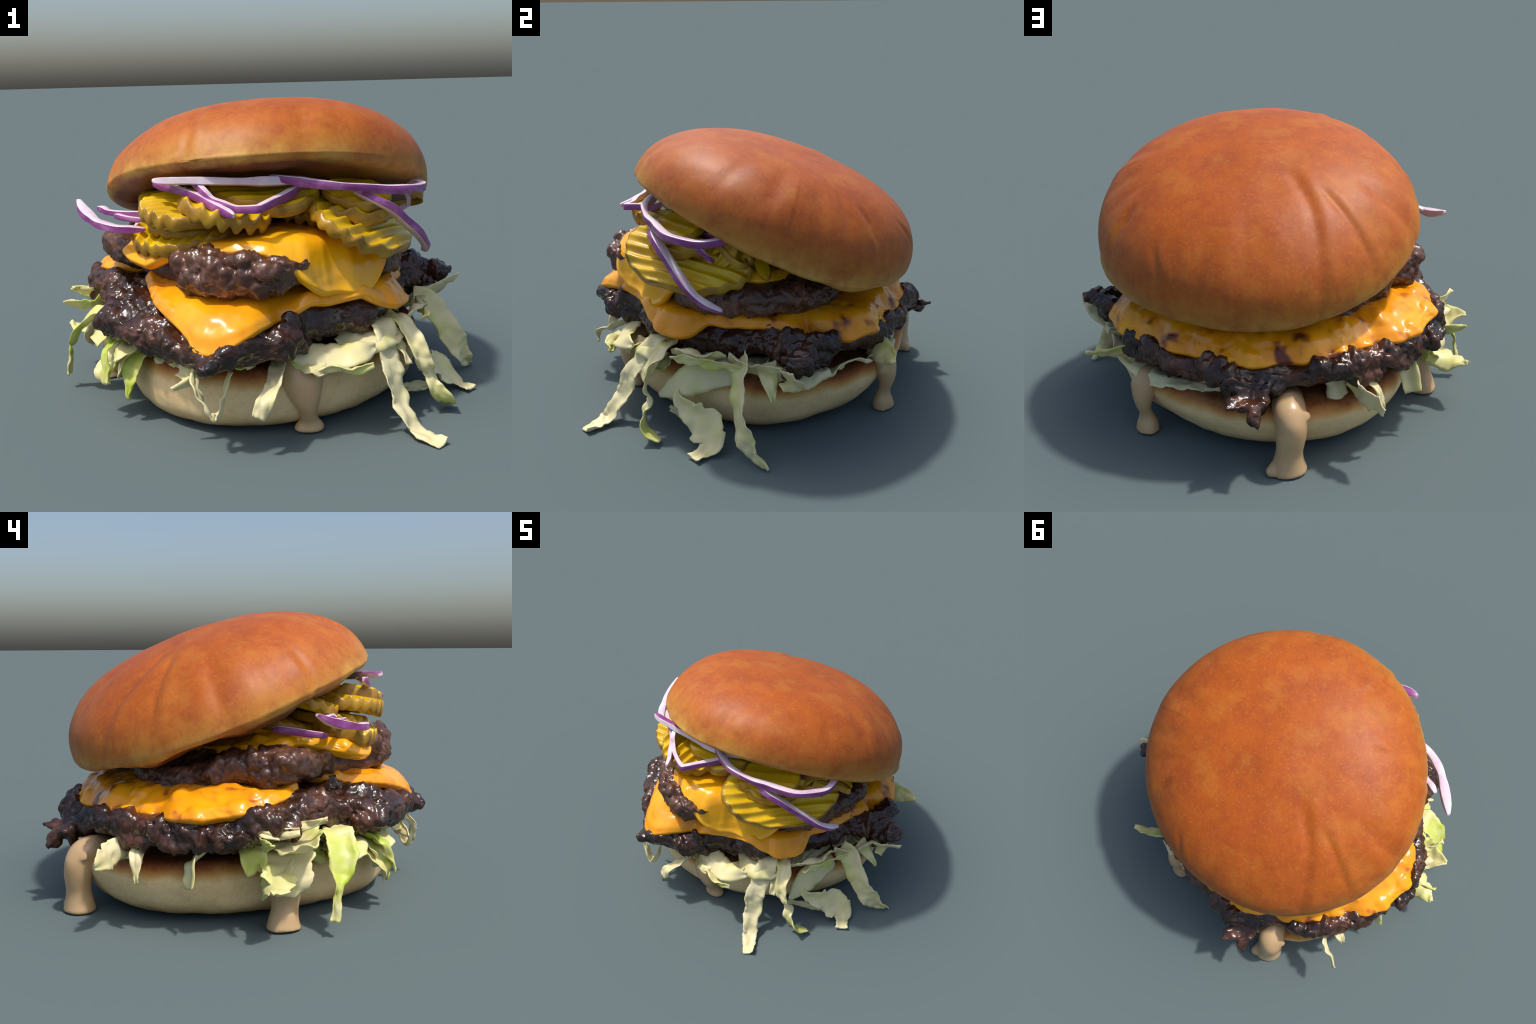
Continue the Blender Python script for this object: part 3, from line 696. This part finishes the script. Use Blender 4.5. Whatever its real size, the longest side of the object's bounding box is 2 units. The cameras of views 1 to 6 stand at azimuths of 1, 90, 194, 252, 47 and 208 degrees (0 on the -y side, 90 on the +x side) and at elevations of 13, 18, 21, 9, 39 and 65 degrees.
lettuce([(-.52, -.42, .34), (-.60, -.50, .315), (-.64, -.545, .27)], [.13, .14, .05], None, cup=.1, jag=.12)
lettuce([(-.70, -.24, .40), (-.78, -.22, .385), (-.86, -.20, .31), (-.90, -.18, .24), (-.925, -.165, .20), (-.94, -.15, .13), (-.945, -.139, .065)], [.09, .13, .125, .085, .04, .036, .045], (.1, .95, .1), jag=.12, cup=-.12, green=True)
lettuce([(-.50, -.30, .34), (-.62, -.40, .34), (-.69, -.48, .30), (-.69, -.52, .22), (-.685, -.532, .165)], [.07, .07, .045, .035, .03], None, jag=.05, green=True)
lettuce([(-.58, -.34, .29), (-.66, -.42, .26), (-.70, -.475, .19), (-.69, -.49, .145)], [.08, .11, .10, .05], None, jag=.08, cup=.3)
lettuce([(-.48, -.44, .345), (-.545, -.51, .29), (-.585, -.545, .20), (-.588, -.54, .10)], [.09, .11, .075, .01], (.75, -.6, 0), jag=.05, green=True)
lettuce([(-.29, -.78, .33), (-.285, -.845, .27), (-.25, -.86, .20), (-.21, -.86, .145), (-.185, -.84, .20), (-.15, -.81, .32)], [.03, .03, .034, .04, .036, .04], (.2, 1, .2), jag=.05, green=True)
lettuce([(-.36, -.70, .29), (-.30, -.76, .27), (-.38, -.78, .235)], [.05, .05, .015], (.3, .2, .8), jag=.05)
# front
lettuce([(.05, -.64, .31), (.034, -.72, .295), (.012, -.83, .262), (-.02, -.885, .215), (-.045, -.905, .165)], [.06, .07, .065, .07, .05], (1, 0, .1), jag=.04)
lettuce([(.08, -.66, .355), (.17, -.68, .335), (.26, -.69, .325), (.36, -.68, .338), (.43, -.62, .335)], [.08, .13, .14, .10, .03], (-.25, -.75, -.45), jag=.04, ruffle=.006)
lettuce([(.179, -.735, .275), (.264, -.755, .298), (.32, -.755, .285), (.41, -.745, .30)], [.025, .065, .06, .02], (-.2, -.5, .7), jag=.12)
lettuce([(.30, -.50, .36), (.38, -.54, .345), (.46, -.52, .35), (.54, -.45, .36)], [.12, .16, .16, .1], (.5, -.7, -.3), jag=.06)
# bed of shreds under the meat
for i in range(46):
    a = math.radians(lrng.uniform(0, 360)); r = lrng.uniform(.42, .64)
    if 20 < math.degrees(a) < 80 and r > .5: r = .45
    if 108 < math.degrees(a) < 160 and r > .55: r = .5
    z = lrng.uniform(.285, .335); da = lrng.uniform(.15, .32) * lrng.choice((-1, 1)); rr = lrng.uniform(-.10, .10)
    pts = [((r + rr * t) * math.cos(a + da * t), (r + rr * t) * math.sin(a + da * t), z + lrng.uniform(-.012, .012)) for t in (-.6, -.2, .2, .6)]
    w = lrng.uniform(.05, .09)
    lettuce(pts, [w * .5, w, w, w * .4], (math.cos(a), math.sin(a), lrng.uniform(-.3, .1)), jag=.1, n=18, nv=7)

# ruffled ends that peep out under the meat at the front and left
for i in range(16):
    a = math.radians(lrng.uniform(172, 318)); r = lrng.uniform(.60, .66); da = lrng.uniform(-.12, .12)
    z = lrng.uniform(.30, .335); drop = lrng.uniform(.02, .09)
    pts = [(r * math.cos(a), r * math.sin(a), z), ((r + .05) * math.cos(a + da * .5), (r + .05) * math.sin(a + da * .5), z - drop * .2),
           ((r + .09) * math.cos(a + da), (r + .09) * math.sin(a + da), z - drop * .6), ((r + .105) * math.cos(a + 1.3 * da), (r + .105) * math.sin(a + 1.3 * da), z - drop)]
    w = lrng.uniform(.06, .12)
    lettuce(pts, [w * .7, w, w * .9, w * .35], None, jag=.2, ruffle=.02, n=24, nv=9, green=lrng.random() < .3)

# --------------------------------------------------------------------- sauce
def sauce(parts):
    """parts: list of control rows (x, y, z, rx) swept as soft tubes and fused"""
    bits = []
    for rows, sq in parts:
        P = catmull(rows, 40); R = P[:, 3]; P = P[:, :3]
        T = unit(np.gradient(P, axis=0)); ref = np.array([.577, -.577, .577]) if abs(T[20][2]) > .6 else np.array([0, 0, 1.])
        rad = unit(P.mean(0) * [1, 1, 0]); tan = np.array([-rad[1], rad[0], 0.])
        A = unit(tan - T * np.sum(T * tan, 1, keepdims=True)); B = np.cross(T, A)
        m = 28; V = []; F = []
        for i in range(40):
            for j in range(m):
                c = 2 * math.pi * j / m
                V.append(P[i] + A[i] * math.cos(c) * R[i] + B[i] * math.sin(c) * R[i] * sq)
        for i in range(39):
            for j in range(m): F.append((i * m + j, i * m + (j + 1) % m, (i + 1) * m + (j + 1) % m, (i + 1) * m + j))
        F.append(tuple(range(m))[::-1]); F.append(tuple(39 * m + j for j in range(m)))
        bits.append((np.array(V), F))
    V, F = joined(bits)
    me = remeshed('sauce_drip', V, F, .007, [M_SAUCE], 6)
    V = verts_of(me); V = V + normals_of(me) * (.006 * fbm(V * 9, 300, 2))[:, None]
    V[:, 2] = np.maximum(V[:, 2], .002); set_verts(me, V)
    new_obj('sauce_drip', me, root)

sauce([([(.11, -.60, .27, .06), (.125, -.66, .262, .085), (.135, -.685, .21, .085), (.148, -.695, .15, .060), (.155, -.685, .09, .038), (.158, -.668, .05, .040), (.158, -.66, .018, .062), (.158, -.66, .0, .058)], .75)])
sauce([([(.38, .55, .27, .05), (.42, .60, .27, .062), (.43, .62, .22, .062), (.435, .63, .15, .045), (.432, .622, .09, .036), (.43, .62, .04, .055), (.43, .622, .0, .064)], .85),
       ([(.45, .60, .25, .02), (.47, .60, .22, .03), (.44, .60, .19, .02)], 1.)])
sauce([([(-.25, .62, .24, .06), (-.26, .70, .265, .07), (-.285, .775, .250, .074), (-.295, .80, .18, .066), (-.285, .80, .10, .060), (-.28, .80, .04, .068), (-.28, .80, .0, .078)], .95),
       ([(-.30, .74, .20, .03), (-.335, .762, .235, .024), (-.352, .775, .255, .019), (-.364, .784, .264, .019)], 1.), ([(-.25, .80, .03, .035), (-.222, .838, .016, .028), (-.20, .852, .008, .016)], 1.)])
sauce([([(-.66, -.03, .26, .07), (-.72, -.02, .22, .09), (-.745, .0, .16, .072), (-.765, .01, .09, .058), (-.78, .02, .04, .064), (-.785, .022, .0, .075)], .9)])
